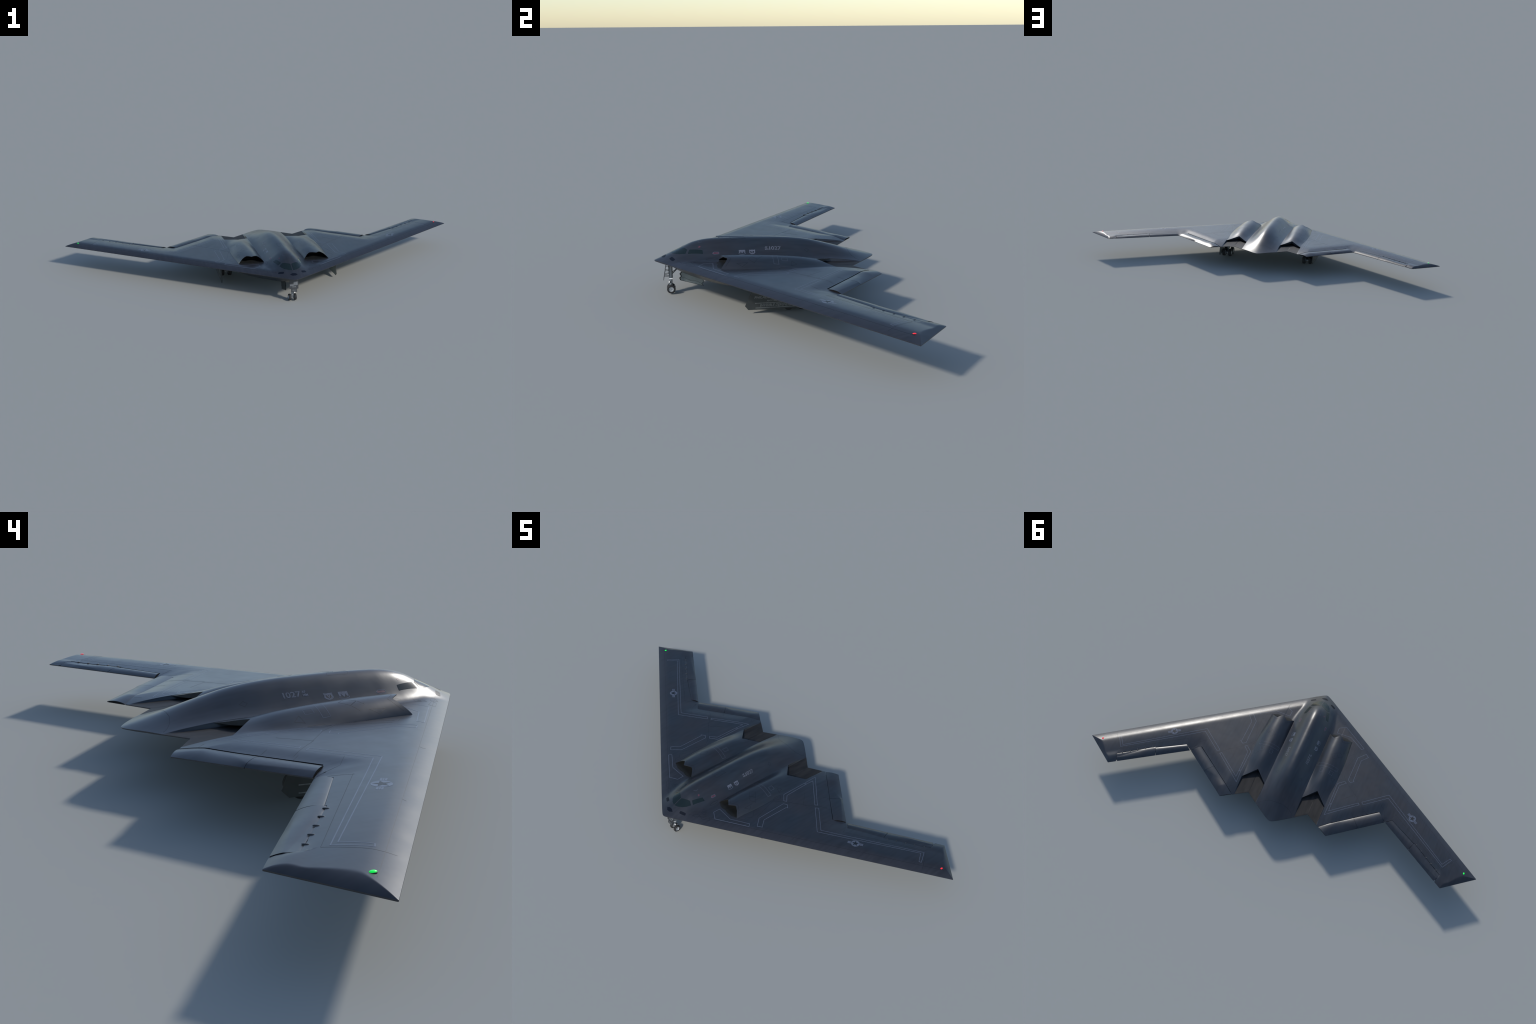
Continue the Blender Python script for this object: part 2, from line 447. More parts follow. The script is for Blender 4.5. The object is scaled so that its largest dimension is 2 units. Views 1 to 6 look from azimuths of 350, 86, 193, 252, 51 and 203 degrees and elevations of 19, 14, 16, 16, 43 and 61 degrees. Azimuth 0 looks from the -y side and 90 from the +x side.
# ------------------------------------------------------------------ nacelles (shell with serrated intake lip and notched outlet)
def build_nacelle(sg):
    us = np.concatenate([np.linspace(-1, -0.9, 6), np.linspace(-0.87, 0.87, 84), np.linspace(0.9, 1, 6)])
    ax = NC + NH * us
    kx = np.argmin(np.abs(ax - 0.1556)); ax[kx] = 0.1556
    nt_ = 90
    t = np.linspace(0, 1, nt_)
    t = 0.5 * t + 0.5 * (t * t * (3 - 2 * t))
    yf, yb = lip_front(ax), lip_back(ax)
    X = np.repeat(ax[:, None], nt_, 1); Y = yf[:, None] + (yb - yf)[:, None] * t[None, :]
    U = np.repeat(us[:, None], nt_, 1)
    X = NC + (X - NC) * np.where(U > 0, hw_out(Y) / NH, 1.0)
    ZT = nacelle_top(X, Y)
    fall = (1 - np.abs(U) ** 2.5)
    thick = 0.0022 + (0.0125 - 0.0022) * sstep(0.55, 1.0, t)[None, :] * np.maximum(fall, 0.12)
    ZB = ZT - thick * np.maximum(fall, 0.25)
    nX = len(ax)
    vs = np.concatenate([np.stack([sg * X, Y, ZT], -1).reshape(-1, 3), np.stack([sg * X, Y, ZB], -1).reshape(-1, 3)])
    off = nX * nt_; fs = []
    for i in range(nX - 1):
        for j in range(nt_ - 1):
            a, b, c, d = i * nt_ + j, (i + 1) * nt_ + j, (i + 1) * nt_ + j + 1, i * nt_ + j + 1
            fs += [(a, b, c, d), (a + off, d + off, c + off, b + off)]
        a, b = i * nt_, (i + 1) * nt_
        fs.append((a, a + off, b + off, b))
        a, b = i * nt_ + nt_ - 1, (i + 1) * nt_ + nt_ - 1
        fs.append((a, b, b + off, a + off))
    for i in (0, nX - 1):
        for j in range(nt_ - 1):
            a, b = i * nt_ + j, i * nt_ + j + 1
            q = (a, b, b + off, a + off); fs.append(q if i == 0 else q[::-1])
    if sg < 0: fs = [f[::-1] for f in fs]
    me = mesh("engine_nacelle", vs, fs, True, 40)
    # dark lining inside
    me.materials.append(MAT["body"]); me.materials.append(MAT["black"])
    mi = np.zeros(len(fs), int)
    for k, f in enumerate(fs):
        if all(v >= off for v in f): mi[k] = 1
    me.polygons.foreach_set("material_index", mi.astype('i'))
    ob = bpy.data.objects.new("engine_nacelle", me); COL.objects.link(ob); ob.parent = ROOT
    # duct walls that close the engine tunnel
    for y in (-0.115, 0.075):
        w = np.linspace(NC - NH, NC + NH, 24)
        yy = 0 * w + y
        hi = nacelle_top(w, yy) - 0.0012; lo = top(w, yy) - 0.004
        v2 = []
        for dy in (-0.002, 0.002):
            v2 += [(sg * a, y + dy, b) for a, b in zip(w, hi)] + [(sg * a, y + dy, b) for a, b in zip(w, lo)]
        n = len(w); f2 = []
        for i in range(n - 1):
            f2 += [(i, i + 1, n + i + 1, n + i), (2*n + i, 3*n + i, 3*n + i + 1, 2*n + i + 1), (i, 2*n+i, 2*n+i+1, i+1), (n+i, n+i+1, 3*n+i+1, 3*n+i)]
        me2 = mesh("duct_wall", v2, f2, False); fix_normals(me2)
        add("duct_wall", me2, MAT["black"], ob)
    return ob
NAC = {s: build_nacelle(s) for s in (1, -1)}

# ------------------------------------------------------------------ movable surfaces
def control_surface(name, h0, h1, t0, t1, crease, sg, gap=0.0008, proud=0.0002, drop=0.26, sink=0.0, terrace=False, bulge=0.0036, amp=lambda s: 1 + 0 * s):
    """Tapered slab from hinge line h0-h1 to trailing line t0-t1; crease(s) gives the chord position of its bend."""
    ns, nc = 40, 26
    s = np.linspace(0, 1, ns); c = np.linspace(0, 1, nc) ** 1.0
    h0, h1, t0, t1 = map(np.array, (h0, h1, t0, t1))
    Hn = h0[None] + (h1 - h0)[None] * s[:, None]; Te = t0[None] + (t1 - t0)[None] * s[:, None]
    ch = Te - Hn; ln = np.linalg.norm(ch, axis=1)
    Hn = Hn + ch * (gap / ln)[:, None]
    P = Hn[:, None, :] + (Te - Hn)[:, None, :] * c[None, :, None]
    X, Y = P[..., 0], P[..., 1]
    zh = base_top(Hn[:, 0], Hn[:, 1]) + proud
    zt = z_edge(Te[:, 0], Te[:, 1])
    r = crease(s)[:, None]; C = c[None, :]
    k = np.where(C < r, drop * (C / np.maximum(r, 1e-3)) ** 1.3, drop + (1 - drop) * (C - r) / np.maximum(1 - r, 1e-3))
    k = 0.55 * k + 0.45 * C
    if terrace:
        # two steep facets that widen outboard, with a flatter tongue between them
        S = s[:, None]
        l1 = 0.46 * np.clip((S - 0.25) / 0.75, 0, 1); l3 = 0.46 * S; l2 = 1 - l1 - l3
        w1, w2, w3 = 1.9 + 0 * S, 1 - 0.85 * S, 1.9 + 0 * S
        run = w1 * np.minimum(C, l1) + w2 * np.clip(C - l1, 0, l2) + w3 * np.clip(C - l1 - l2, 0, None)
        k = run / (w1 * l1 + w2 * l2 + w3 * l3)
    am = amp(s)[:, None]
    k = am * k + (1 - am) * C
    # leading nose is rounded down into the gap
    nose = np.clip(1 - C / 0.06, 0, 1) ** 2
    ZT = zh[:, None] + (zt[:, None] + EDGE - zh[:, None]) * k - 0.0003 * nose
    ZT = ZT - sink * (s[:, None] ** 1.2) * np.clip(1 - C / np.maximum(r, 1e-3), 0, 1) ** 1.0
    ZT = ZT + bulge * (1 - (0.45 * s[:, None] if terrace else 0)) * 4 * C * (1 - C) - 0.0010 * (1 - C) ** 3          # cambered back of the panel
    zb = bottom(Hn[:, 0], Hn[:, 1])
    ZB = zb[:, None] + (zt[:, None] - EDGE - zb[:, None]) * C + 0.002 * nose
    off = ns * nc
    vs = np.concatenate([np.stack([sg * X, Y, ZT], -1).reshape(-1, 3), np.stack([sg * X, Y, ZB], -1).reshape(-1, 3)])
    fs = []
    for i in range(ns - 1):
        for j in range(nc - 1):
            a, b, c_, d = i * nc + j, (i + 1) * nc + j, (i + 1) * nc + j + 1, i * nc + j + 1
            fs += [(a, b, c_, d), (a + off, d + off, c_ + off, b + off)]
        a, b = i * nc, (i + 1) * nc; fs.append((a, a + off, b + off, b))
        a, b = i * nc + nc - 1, (i + 1) * nc + nc - 1; fs.append((a, b, b + off, a + off))
    for i in (0, ns - 1):
        for j in range(nc - 1):
            a, b = i * nc + j, i * nc + j + 1
            q = (a, b, b + off, a + off); fs.append(q if i == 0 else q[::-1])
    me = mesh(name, vs, fs, True, 38); fix_normals(me)
    me.set_sharp_from_angle(angle=math.radians(38))
    ob = add(name, me, [MAT["body"], MAT["gap"]])
    # hinge side and end faces get a near-black colour
    mi = []
    for p in me.polygons:
        ends = abs(p.normal.z) < 0.35
        c = np.array([abs(p.center.x), p.center.y])
        far = np.linalg.norm(c - (t0 + (t1 - t0) * np.clip(np.dot(c - t0, t1 - t0) / np.dot(t1 - t0, t1 - t0), 0, 1))) > 0.004
        mi.append(1 if ends and far else 0)
    me.polygons.foreach_set("material_index", np.array(mi, 'i'))
    return ob

def lerp2(a, b, t): return (a[0] + (b[0] - a[0]) * t, a[1] + (b[1] - a[1]) * t)

for sg in (1, -1):
    G = 0.0012
    # inner pair: innermost with a curving bend, then a plain one
    control_surface("elevon", (0.2247, 0.2985), (0.3645, 0.1933), (0.2747, 0.3303), (0.4015, 0.2355),
                    pchip([0, 0.3, 0.55, 0.8, 1.0], [0.75, 0.42, 0.22, 0.5, 0.86]), sg)
    control_surface("elevon", (0.3651, 0.1928), (0.4690, 0.1165), (0.4021, 0.2350), (0.5085, 0.1556),
                    lambda s: 0.86 - 0.18 * s, sg)
    # outer elevon and split rudder
    control_surface("elevon", (0.5430, 0.1330), (0.6740, 0.2092), (0.5145, 0.1556), (0.6590, 0.2482),
                    lambda s: 0.05 + 0.40 * s, sg, drop=0.12, amp=lambda s: 0.9 * (1 - s))
    rud = control_surface("split_rudder", (0.6762, 0.2060), (0.8372, 0.3172), (0.6605, 0.2492), (0.8180, 0.3508),
                    lambda s: 0.5 + 0 * s, sg, terrace=True, amp=lambda s: sstep(0, 0.5, s))
    for hx, hy in [(0.6884, 0.2133), (0.719, 0.2346), (0.7516, 0.2567), (0.7816, 0.2775), (0.813, 0.2993)]:
        bm = bmesh.new(); bmesh.ops.create_uvsphere(bm, u_segments=12, v_segments=8, radius=1)
        bmesh.ops.scale(bm, vec=(0.0018, 0.0058, 0.0013), verts=bm.verts)
        bmesh.ops.rotate(bm, cent=(0, 0, 0), matrix=Matrix.Rotation(math.radians(35), 3, 'Z'), verts=bm.verts)
        hz = float(wing_top(np.array([hx]), np.array([hy]))[0])
        bmesh.ops.translate(bm, vec=(hx, hy, hz + 0.0002), verts=bm.verts)
        if sg < 0:
            for v in bm.verts: v.co.x *= -1
            bmesh.ops.reverse_faces(bm, faces=bm.faces)
        me = bpy.data.meshes.new("hinge"); bm.to_mesh(me); bm.free(); me.shade_smooth()
        add("hinge", me, MAT["metal_dark"], rud)

# ------------------------------------------------------------------ laying marks on the skin
def resample(pts, step):
    out = []
    for (ax, ay), (bx, by) in zip(pts[:-1], pts[1:]):
        n = max(1, int(math.ceil(math.hypot(bx - ax, by - ay) / step)))
        out += [(ax + (bx - ax) * i / n, ay + (by - ay) * i / n) for i in range(n)]
    return out + [pts[-1]]

def ribbon(pts, w, off=0.00016, closed=False, sg=1, surf=skin, step=0.003):
    """Thin raised line following the skin, mitred at the corners."""
    if closed: pts = list(pts) + [pts[0]]
    p = np.array(resample(pts, step)); n = len(p)
    d = np.diff(p, axis=0); d /= np.linalg.norm(d, axis=1)[:, None]
    nr = np.stack([-d[:, 1], d[:, 0]], 1)
    m = np.zeros((n, 2))
    for i in range(n):
        if closed: a, b = nr[(i - 1) % (n - 1)], nr[i % (n - 1)]
        else: a, b = nr[max(i - 1, 0)], nr[min(i, n - 2)]
        v = a + b; L = np.linalg.norm(v)
        v = v / L if L > 1e-6 else a
        m[i] = v / max(0.45, v @ a)
    vs = []
    for q in (p + m * w / 2, p - m * w / 2):
        z = surf(q[:, 0], q[:, 1])
        vs += [np.stack([sg * q[:, 0], q[:, 1], z + off], 1), np.stack([sg * q[:, 0], q[:, 1], z - 0.0003], 1)]
    vs = np.concatenate(vs); fs = []
    for i in range(n - 1):
        a, a2, b, b2 = i, n + i, 2 * n + i, 3 * n + i
        fs += [(b, b + 1, a + 1, a), (a, a + 1, a2 + 1, a2), (b2, b2 + 1, b + 1, b)]
    if sg < 0: fs = [f[::-1] for f in fs]
    return vs, fs

def join(parts):
    vs, fs, k = [], [], 0
    for v, f in parts:
        vs.append(np.asarray(v, float)); fs += [tuple(i + k for i in q) for q in f]; k += len(v)
    return np.concatenate(vs), fs

def inside(poly, x, y):
    c = False; n = len(poly)
    for i in range(n):
        (x1, y1), (x2, y2) = poly[i], poly[i - 1]
        if (y1 > y) != (y2 > y) and x < (x2 - x1) * (y - y1) / (y2 - y1) + x1: c = not c
    return c

def fill(poly, step, holes=()):
    """Triangulated sheet inside an outline: boundary resampled, inner points on a grid."""
    b = resample(list(poly) + [poly[0]], step)[:-1]
    pts = [Vector(q) for q in b]; nb = len(b)
    edges = [(i, (i + 1) % nb) for i in range(nb)]
    faces = [list(range(nb))]
    xs = [q[0] for q in poly]; ys = [q[1] for q in poly]
    y = min(ys) + step / 2
    while y < max(ys):
        x = min(xs) + step / 2
        while x < max(xs):
            if inside(poly, x, y) and min(math.hypot(x - q[0], y - q[1]) for q in b) > step * 0.45:
                pts.append(Vector((x, y)))
            x += step
        y += step
    v, e, f, *_ = delaunay_2d_cdt(pts, edges, faces, 1, 1e-7)
    return [(q.x, q.y) for q in v], [tuple(t) for t in f], b

def patch(poly, off=0.0003, step=0.004, sg=1, surf=skin, mapping=None, skirt=0.0008):
    """Raised sheet following the skin, with a downturned edge so that it has thickness."""
    v, f, b = fill(poly, step)
    if mapping: P = [mapping(*q) for q in v]; B = [mapping(*q) for q in b]
    else: P, B = v, b
    P = np.array(P); B = np.array(B)
    z = surf(P[:, 0], P[:, 1]) + off
    vs = np.stack([sg * P[:, 0], P[:, 1], z], 1)
    fs = list(f)
    def up(t):
        a, b_, c = (vs[i] for i in t[:3])
        return np.cross(b_ - a, c - a)[2] > 0
    fs = [t if up(t) else t[::-1] for t in fs]
    zb = surf(B[:, 0], B[:, 1])
    n0 = len(vs); nb = len(B)
    vs = np.concatenate([vs, np.stack([sg * B[:, 0], B[:, 1], zb + off], 1), np.stack([sg * B[:, 0], B[:, 1], zb + off - skirt], 1)])
    for i in range(nb):
        j = (i + 1) % nb
        fs.append((n0 + i, n0 + j, n0 + nb + j, n0 + nb + i))
    return vs, fs

def put(name, parts, mat, parent=None, smooth=True, kind=None):
    vs, fs = join(parts)
    me = mesh(name, vs, fs, smooth, 45 if smooth else None)
    return add(name, me, mat, parent, kind)

# walkway outlines (one half; both halves are built)
WALK = {
    "chevron": [(0.1289, -0.2152), (0.1272, -0.2454), (0.1607, -0.2646), (0.2828, -0.1827), (0.2733, -0.1716), (0.2018, -0.2175)],
    "front_leg": [(0.2712, 0.0140), (0.2730, -0.1205), (0.3042, -0.1560), (0.3204, -0.1428), (0.2935, -0.1105), (0.2960, 0.0080), (0.3010, 0.0118), (0.2860, 0.0235)],
    "rear_leg": [(0.2318, 0.1685), (0.2300, 0.0518), (0.2588, 0.0268), (0.2695, 0.0340), (0.2424, 0.0590), (0.2415, 0.1648)],
    "rear_bend": [(0.2318, 0.1740), (0.2295, 0.2325), (0.3670, 0.1205), (0.3598, 0.1128), (0.2425, 0.2070), (0.2415, 0.1682)],
    "outer_band": [(0.3742, 0.1018), (0.3840, 0.1130), (0.4850, 0.0330), (0.8355, 0.2748), (0.8655, 0.2268), (0.8565, 0.2222), (0.8300, 0.2614), (0.4826, 0.0150)],
}
parts = []
for sg in (1, -1):
    for k, poly in WALK.items():
        parts.append(ribbon(poly, 0.0017, closed=True, sg=sg))
put("walkway_outline", parts, MAT["line"])

parts = []
for sg in (1, -1):
    # stripe and two squares over each nacelle
    parts.append(ribbon([(0.1050, -0.0178), (0.1045, -0.0012), (0.2070, -0.0002), (0.2062, -0.0168)], 0.0014, closed=True, sg=sg))
    parts.append(ribbon([(0.1745, 0.0111), (0.1908, 0.0116), (0.1904, 0.0310), (0.1738, 0.0305)], 0.0012, closed=True, sg=sg))
    parts.append(ribbon([(0.1263, 0.0108), (0.1408, 0.0105), (0.1404, 0.0314), (0.1260, 0.0318)], 0.0012, closed=True, sg=sg))
put("nacelle_outline", parts, MAT["line_dim"])

# panel seams
def le_offset(x, d): return (x, float(y_le(np.array([x]))[0]) + d)
SEAM = [
    [le_offset(0.07, 0.036), le_offset(0.30, 0.036)], [le_offset(0.30, 0.036), le_offset(0.95, 0.035)],
    [le_offset(0.44, 0.036), le_offset(0.447, 0.028), le_offset(0.447, 0.022)], [le_offset(0.70, 0.036), le_offset(0.706, 0.028)],
    [(0.2519, -0.1338), (0.2255, -0.1088), (0.2275, -0.0200), (0.2680, 0.0285), (0.3402, 0.0848), (0.4031, 0.1451)],
    [(0.2616, -0.1236), (0.2327, -0.0128)],
    [(0.3402, 0.0848), (0.3302, 0.0745), (0.2780, 0.1280)],
    [(0.2560, 0.2720), (0.2400, 0.2560)], [(0.3640, 0.1930), (0.3450, 0.1720)], [(0.4180, 0.1520), (0.4030, 0.1360)],
    [(0.5100, 0.1500), (0.4850, 0.0950), (0.4500, 0.0700)], [(0.5150, 0.1500), (0.5500, 0.1000)],
    [(0.5450, 0.1000), (0.8350, 0.2880)], [(0.8350, 0.2880), (0.8900, 0.2080)],
    [(0.2200, -0.1900), (0.2420, -0.1760), (0.2380, -0.1550), (0.2560, -0.1400)],
]
parts = []
for sg in (1, -1):
    for poly in SEAM: parts.append(ribbon(poly, 0.0008, off=0.00012, sg=sg))
    # nacelle access panels and warning triangle
    for poly in ([(0.2026, -0.1404), (0.2023, -0.1033), (0.2143, -0.1220)], [(0.150, -0.072), (0.166, -0.052), (0.186, -0.070), (0.170, -0.090)],
                 [(0.170, -0.090), (0.186, -0.070), (0.204, -0.082), (0.188, -0.100)], [(0.190, 0.045), (0.205, 0.060), (0.212, 0.040)]):
        parts.append(ribbon(poly, 0.0009, off=0.00012, closed=True, sg=sg))
    # band behind the intake lip
    xs = np.linspace(0.104, 0.210, 30)
    parts.append(ribbon([(float(a), float(lip_front(np.array([a]))[0]) + 0.011) for a in xs], 0.0010, off=0.00012, sg=sg))
    # oval access door beside the cockpit and small rear marks
    parts.append(ribbon([(0.0905 + 0.0045 * math.cos(a), -0.216 + 0.021 * math.sin(a)) for a in np.linspace(0, 2 * math.pi, 20)[:-1]], 0.0012, off=0.00012, closed=True, sg=sg))
    parts.append(ribbon([(0.060, 0.105), (0.067, 0.113), (0.060, 0.122), (0.054, 0.113)], 0.0008, off=0.00012, closed=True, sg=sg))
    parts.append(ribbon([(0.018, -0.143), (0.005, -0.150), (0.003, -0.100), (0.016, -0.095)], 0.0008, off=0.00012, closed=True, sg=sg))
    # service marks between the nose and the intake
    for poly in ([(0.0998, -0.2872), (0.0885, -0.2674), (0.1071, -0.2645), (0.1174, -0.2855)], [(0.0864, -0.3240), (0.0870, -0.3132), (0.1052, -0.3007), (0.1076, -0.3180)],
                 [(0.1085, -0.3032), (0.1400, -0.2760), (0.1530, -0.2850), (0.1238, -0.3060)], [(0.0990, -0.2800), (0.1030, -0.2700), (0.1100, -0.2760)],
                 [(0.2205, 0.0054), (0.2230, 0.0404), (0.2421, 0.0204), (0.2316, -0.0067)]):
        parts.append(ribbon(poly, 0.0008, off=0.00012, closed=True, sg=sg))
    # rear cap joint
    parts.append(ribbon([(0.0, 0.2655), (0.035, 0.2655), (0.060, 0.272), (0.078, 0.282), (0.090, 0.294)], 0.0010, off=0.00012, sg=sg))
put("panel_seam", parts, MAT["seam"], kind="stuff")

# intake floors: sheet with a notched front edge
parts = []
for sg in (1, -1):
    poly = [(0.0995, -0.1895), (0.115, -0.2010), (0.130, -0.2035), (0.147, -0.2000), (0.164, -0.2035), (0.190, -0.2022), (0.2135, -0.1915), (0.2135, -0.13), (0.101, -0.13)]
    parts.append(patch(poly, 0.0005, 0.0045, sg, surf=top))
put("intake_floor", parts, MAT["intake"])

# ------------------------------------------------------------------ cockpit windows and sensor ports
FUS = bpy.data.objects["fuselage"]
WIN_FRONT = [(0.0022, -0.3553), (0.0022, -0.3180), (0.0190, -0.3095), (0.0365, -0.2990), (0.0508, -0.3055), (0.0440, -0.3235), (0.0349, -0.3375), (0.0190, -0.3500)]
WIN_SIDE = [(0.0400, -0.2915), (0.0535, -0.2465), (0.0660, -0.2457), (0.0540, -0.2970)]
for sg in (1, -1):
    put("windshield_pane", [patch(WIN_FRONT, 0.0004, 0.003, sg)], MAT["window"], FUS)
    put("side_window", [patch(WIN_SIDE, 0.0004, 0.003, sg)], MAT["window"], FUS)
def rounded(cx, cy, lx, ly, ang, n=20, p=4):
    out = []
    for i in range(n):
        a = 2 * math.pi * i / n
        c, s = math.cos(a), math.sin(a)
        u = lx * math.copysign(abs(c) ** (2 / p), c); v = ly * math.copysign(abs(s) ** (2 / p), s)
        out.append((cx + u * math.cos(ang) - v * math.sin(ang), cy + u * math.sin(ang) + v * math.cos(ang)))
    return out
for sg in (1, -1):
    put("sensor_port", [patch(rounded(0.0532, -0.3510, 0.0135, 0.0055, math.radians(28)), 0.0003, 0.003, sg)], MAT["vent"], FUS)
put("sensor_port", [patch([(-0.0185, -0.3778), (-0.0080, -0.3725), (0.0080, -0.3725), (0.0185, -0.3778), (0.0070, -0.3868), (-0.0070, -0.3868)], 0.0003, 0.003)], MAT["vent"], FUS)

# ------------------------------------------------------------------ lettering and badges
def text_flat(body, size, extrude=0.00015, align='LEFT', bold=0.0):
    cu = bpy.data.curves.new("lettering", 'FONT'); cu.body = body; cu.size = size; cu.extrude = extrude; cu.offset = bold
    cu.align_x = align; cu.align_y = 'CENTER'; cu.resolution_u = 3
    ob = bpy.data.objects.new("lettering_source", cu); COL.objects.link(ob)
    bpy.context.view_layer.update()
    dg = bpy.context.evaluated_depsgraph_get()
    me = bpy.data.meshes.new_from_object(ob.evaluated_get(dg))
    v = np.array([q.co[:] for q in me.vertices]); f = [tuple(p.vertices) for p in me.polygons]
    bpy.data.objects.remove(ob); bpy.data.curves.remove(cu); bpy.data.meshes.remove(me)
    return v, f

SLOPE_K = 0.78
def on_side(v, xc, yc, sg):
    """Lay flat artwork (x reading direction, y up) on the fuselage flank."""
    x = xc - v[:, 1] * SLOPE_K
    y = yc + sg * v[:, 0]
    z = skin(x, y) + 0.0001 + v[:, 2]
    return np.stack([sg * x, y, z], 1)

for sg in (1, -1):
    if sg > 0: places = [("1", 0.0180, -0.0165, 0.0036), ("027", 0.0180, -0.0098, 0.0340), ("AF\nMM", 0.0085, -0.0318, 0.0125)]
    else: places = [("1", 0.0180, 0.0240, 0.0036), ("027", 0.0180, 0.0175, 0.0340), ("AF\nMM", 0.0085, -0.0195, 0.0125)]
    parts = []
    for body, size, y0, tw in places:
        v, f = text_flat(body, size, bold=0.0003)
        w = v[:, 0].max() - v[:, 0].min(); v[:, 0] -= v[:, 0].min()
        v[:, 0] *= tw / w
        v[:, 1] -= (v[:, 1].max() + v[:, 1].min()) / 2
        v[:, 1] *= 0.0155 / (v[:, 1].max() - v[:, 1].min())
        parts.append((on_side(v, 0.0555, y0, sg), f))
    put("serial_number", parts, MAT["text"], FUS, smooth=False)

def side_map(xc, yc, sg): return lambda u, v: (xc - v * SLOPE_K, yc + sg * u)
SHIELD = [(-0.0105, 0.0095), (-0.004, 0.0085), (0, 0.0092), (0.004, 0.0085), (0.0105, 0.0095), (0.0098, 0.003), (0.0108, -0.003), (0.007, -0.0075), (0, -0.0105), (-0.007, -0.0075), (-0.0108, -0.003), (-0.0098, 0.003)]
def scaled(p, s): return [(a * s, b * s) for a, b in p]
for sg in (1, -1):
    for i, yc in enumerate((-0.1112, -0.0764)):
        xc = 0.0672
        mp_ = side_map(xc, yc, sg)
        if i == 1:
            parts = [patch(scaled(SHIELD, 1.0), 0.0002, 0.003, sg, mapping=mp_)]
            b = put("unit_badge", parts, MAT["badge"], FUS)
            put("badge_inset", [patch(scaled([(-0.006, 0.004), (0.006, 0.004), (0.006, -0.002), (0, -0.0065), (-0.006, -0.002)], 1.0), 0.0003, 0.003, sg, mapping=mp_)], MAT["seam"], FUS)
            put("badge_chevron", [patch([(-0.0042, 0.0036), (-0.0012, 0.0036), (0, 0.0), (0.0012, 0.0036), (0.0042, 0.0036), (0.0006, -0.0045), (-0.0006, -0.0045)], 0.0004, 0.003, sg, mapping=mp_)], MAT["badge"], FUS)
        else:
            parts = [patch([(-0.0110, 0.0095), (0.0110, 0.0095), (0.0110, -0.003), (0.0065, -0.0035), (0.0060, 0.0045), (0.0012, -0.0045), (-0.0012, -0.0045), (-0.0060, 0.0045), (-0.0065, -0.0035), (-0.0110, -0.003)], 0.0002, 0.003, sg, mapping=mp_)]
            put("unit_badge", parts, MAT["badge"], FUS)
            arc = [(-0.0128, -0.0040), (-0.0105, -0.0075), (0, -0.0108), (0.0105, -0.0075), (0.0128, -0.0040)]
            put("badge_scroll", [ribbon([mp_(*q) for q in arc], 0.0011, sg=sg)], MAT["line"], FUS)
    # rescue arrow
    mp_ = side_map(0.0679, -0.2010, sg)
    put("rescue_arrow", [patch([(-0.0115, 0), (-0.0065, 0.0042), (-0.0065, 0.0026), (0.0085, 0.0030), (0.0085, -0.0030), (-0.0065, -0.0026), (-0.0065, -0.0042)], 0.0002, 0.003, sg, mapping=mp_)], MAT["red_mark"], FUS)
    put("rescue_arrow_outline", [ribbon([mp_(*q) for q in [(-0.0125, 0), (-0.0070, 0.0052), (0.0100, 0.0040), (0.0100, -0.0040), (-0.0070, -0.0052)]], 0.0009, closed=True, sg=sg)], MAT["line"], FUS)
    put("roof_marking", [patch(rounded(0.0395, -0.2565, 0.0028, 0.0042, 0.3, 12, 2), 0.0002, 0.003, sg)], MAT["red_mark"], FUS)
    put("roof_hatch_mark", [ribbon([(0.012, -0.262), (0.022, -0.255), (0.020, -0.246)], 0.0012, sg=sg)], MAT["line_dim"], FUS)

# national insignia on both wings
def star_pts(R, r, a0):
    return [((R if i % 2 == 0 else r) * math.cos(a0 + i * math.pi / 5), (R if i % 2 == 0 else r) * math.sin(a0 + i * math.pi / 5)) for i in range(10)]
for sg in (1, -1):
    W = bpy.data.objects["wing"] if sg > 0 else bpy.data.objects["wing.001"]
    cx, cy, ang = 0.6272, 0.0920, math.radians(34.5)
    ca, sa = math.cos(ang), math.sin(ang)
    mp_ = lambda u, v: (cx + u * ca - v * sa, cy + u * sa + v * ca)
    R = 0.0172
    ring_o = [(R * math.cos(a), R * math.sin(a)) for a in np.linspace(0, 2 * math.pi, 40)[:-1]]
    put("insignia_disc", [patch(ring_o, 0.00018, 0.004, sg, mapping=mp_)], MAT["line"], W)
    put("insignia_star", [patch(star_pts(0.0150, 0.0060, math.pi / 2), 0.0003, 0.003, sg, mapping=mp_)], MAT["seam"], W)
    bars = []
    for s_ in (1, -1):
        for v0, v1 in ((0.0022, 0.0056), (-0.0012, 0.0012), (-0.0056, -0.0022)):
            bars.append(patch([(s_ * 0.0178, v0), (s_ * 0.0318, v0), (s_ * 0.0318, v1), (s_ * 0.0178, v1)], 0.00018, 0.004, sg, mapping=mp_))
    put("insignia_bar", bars, MAT["line"], W)

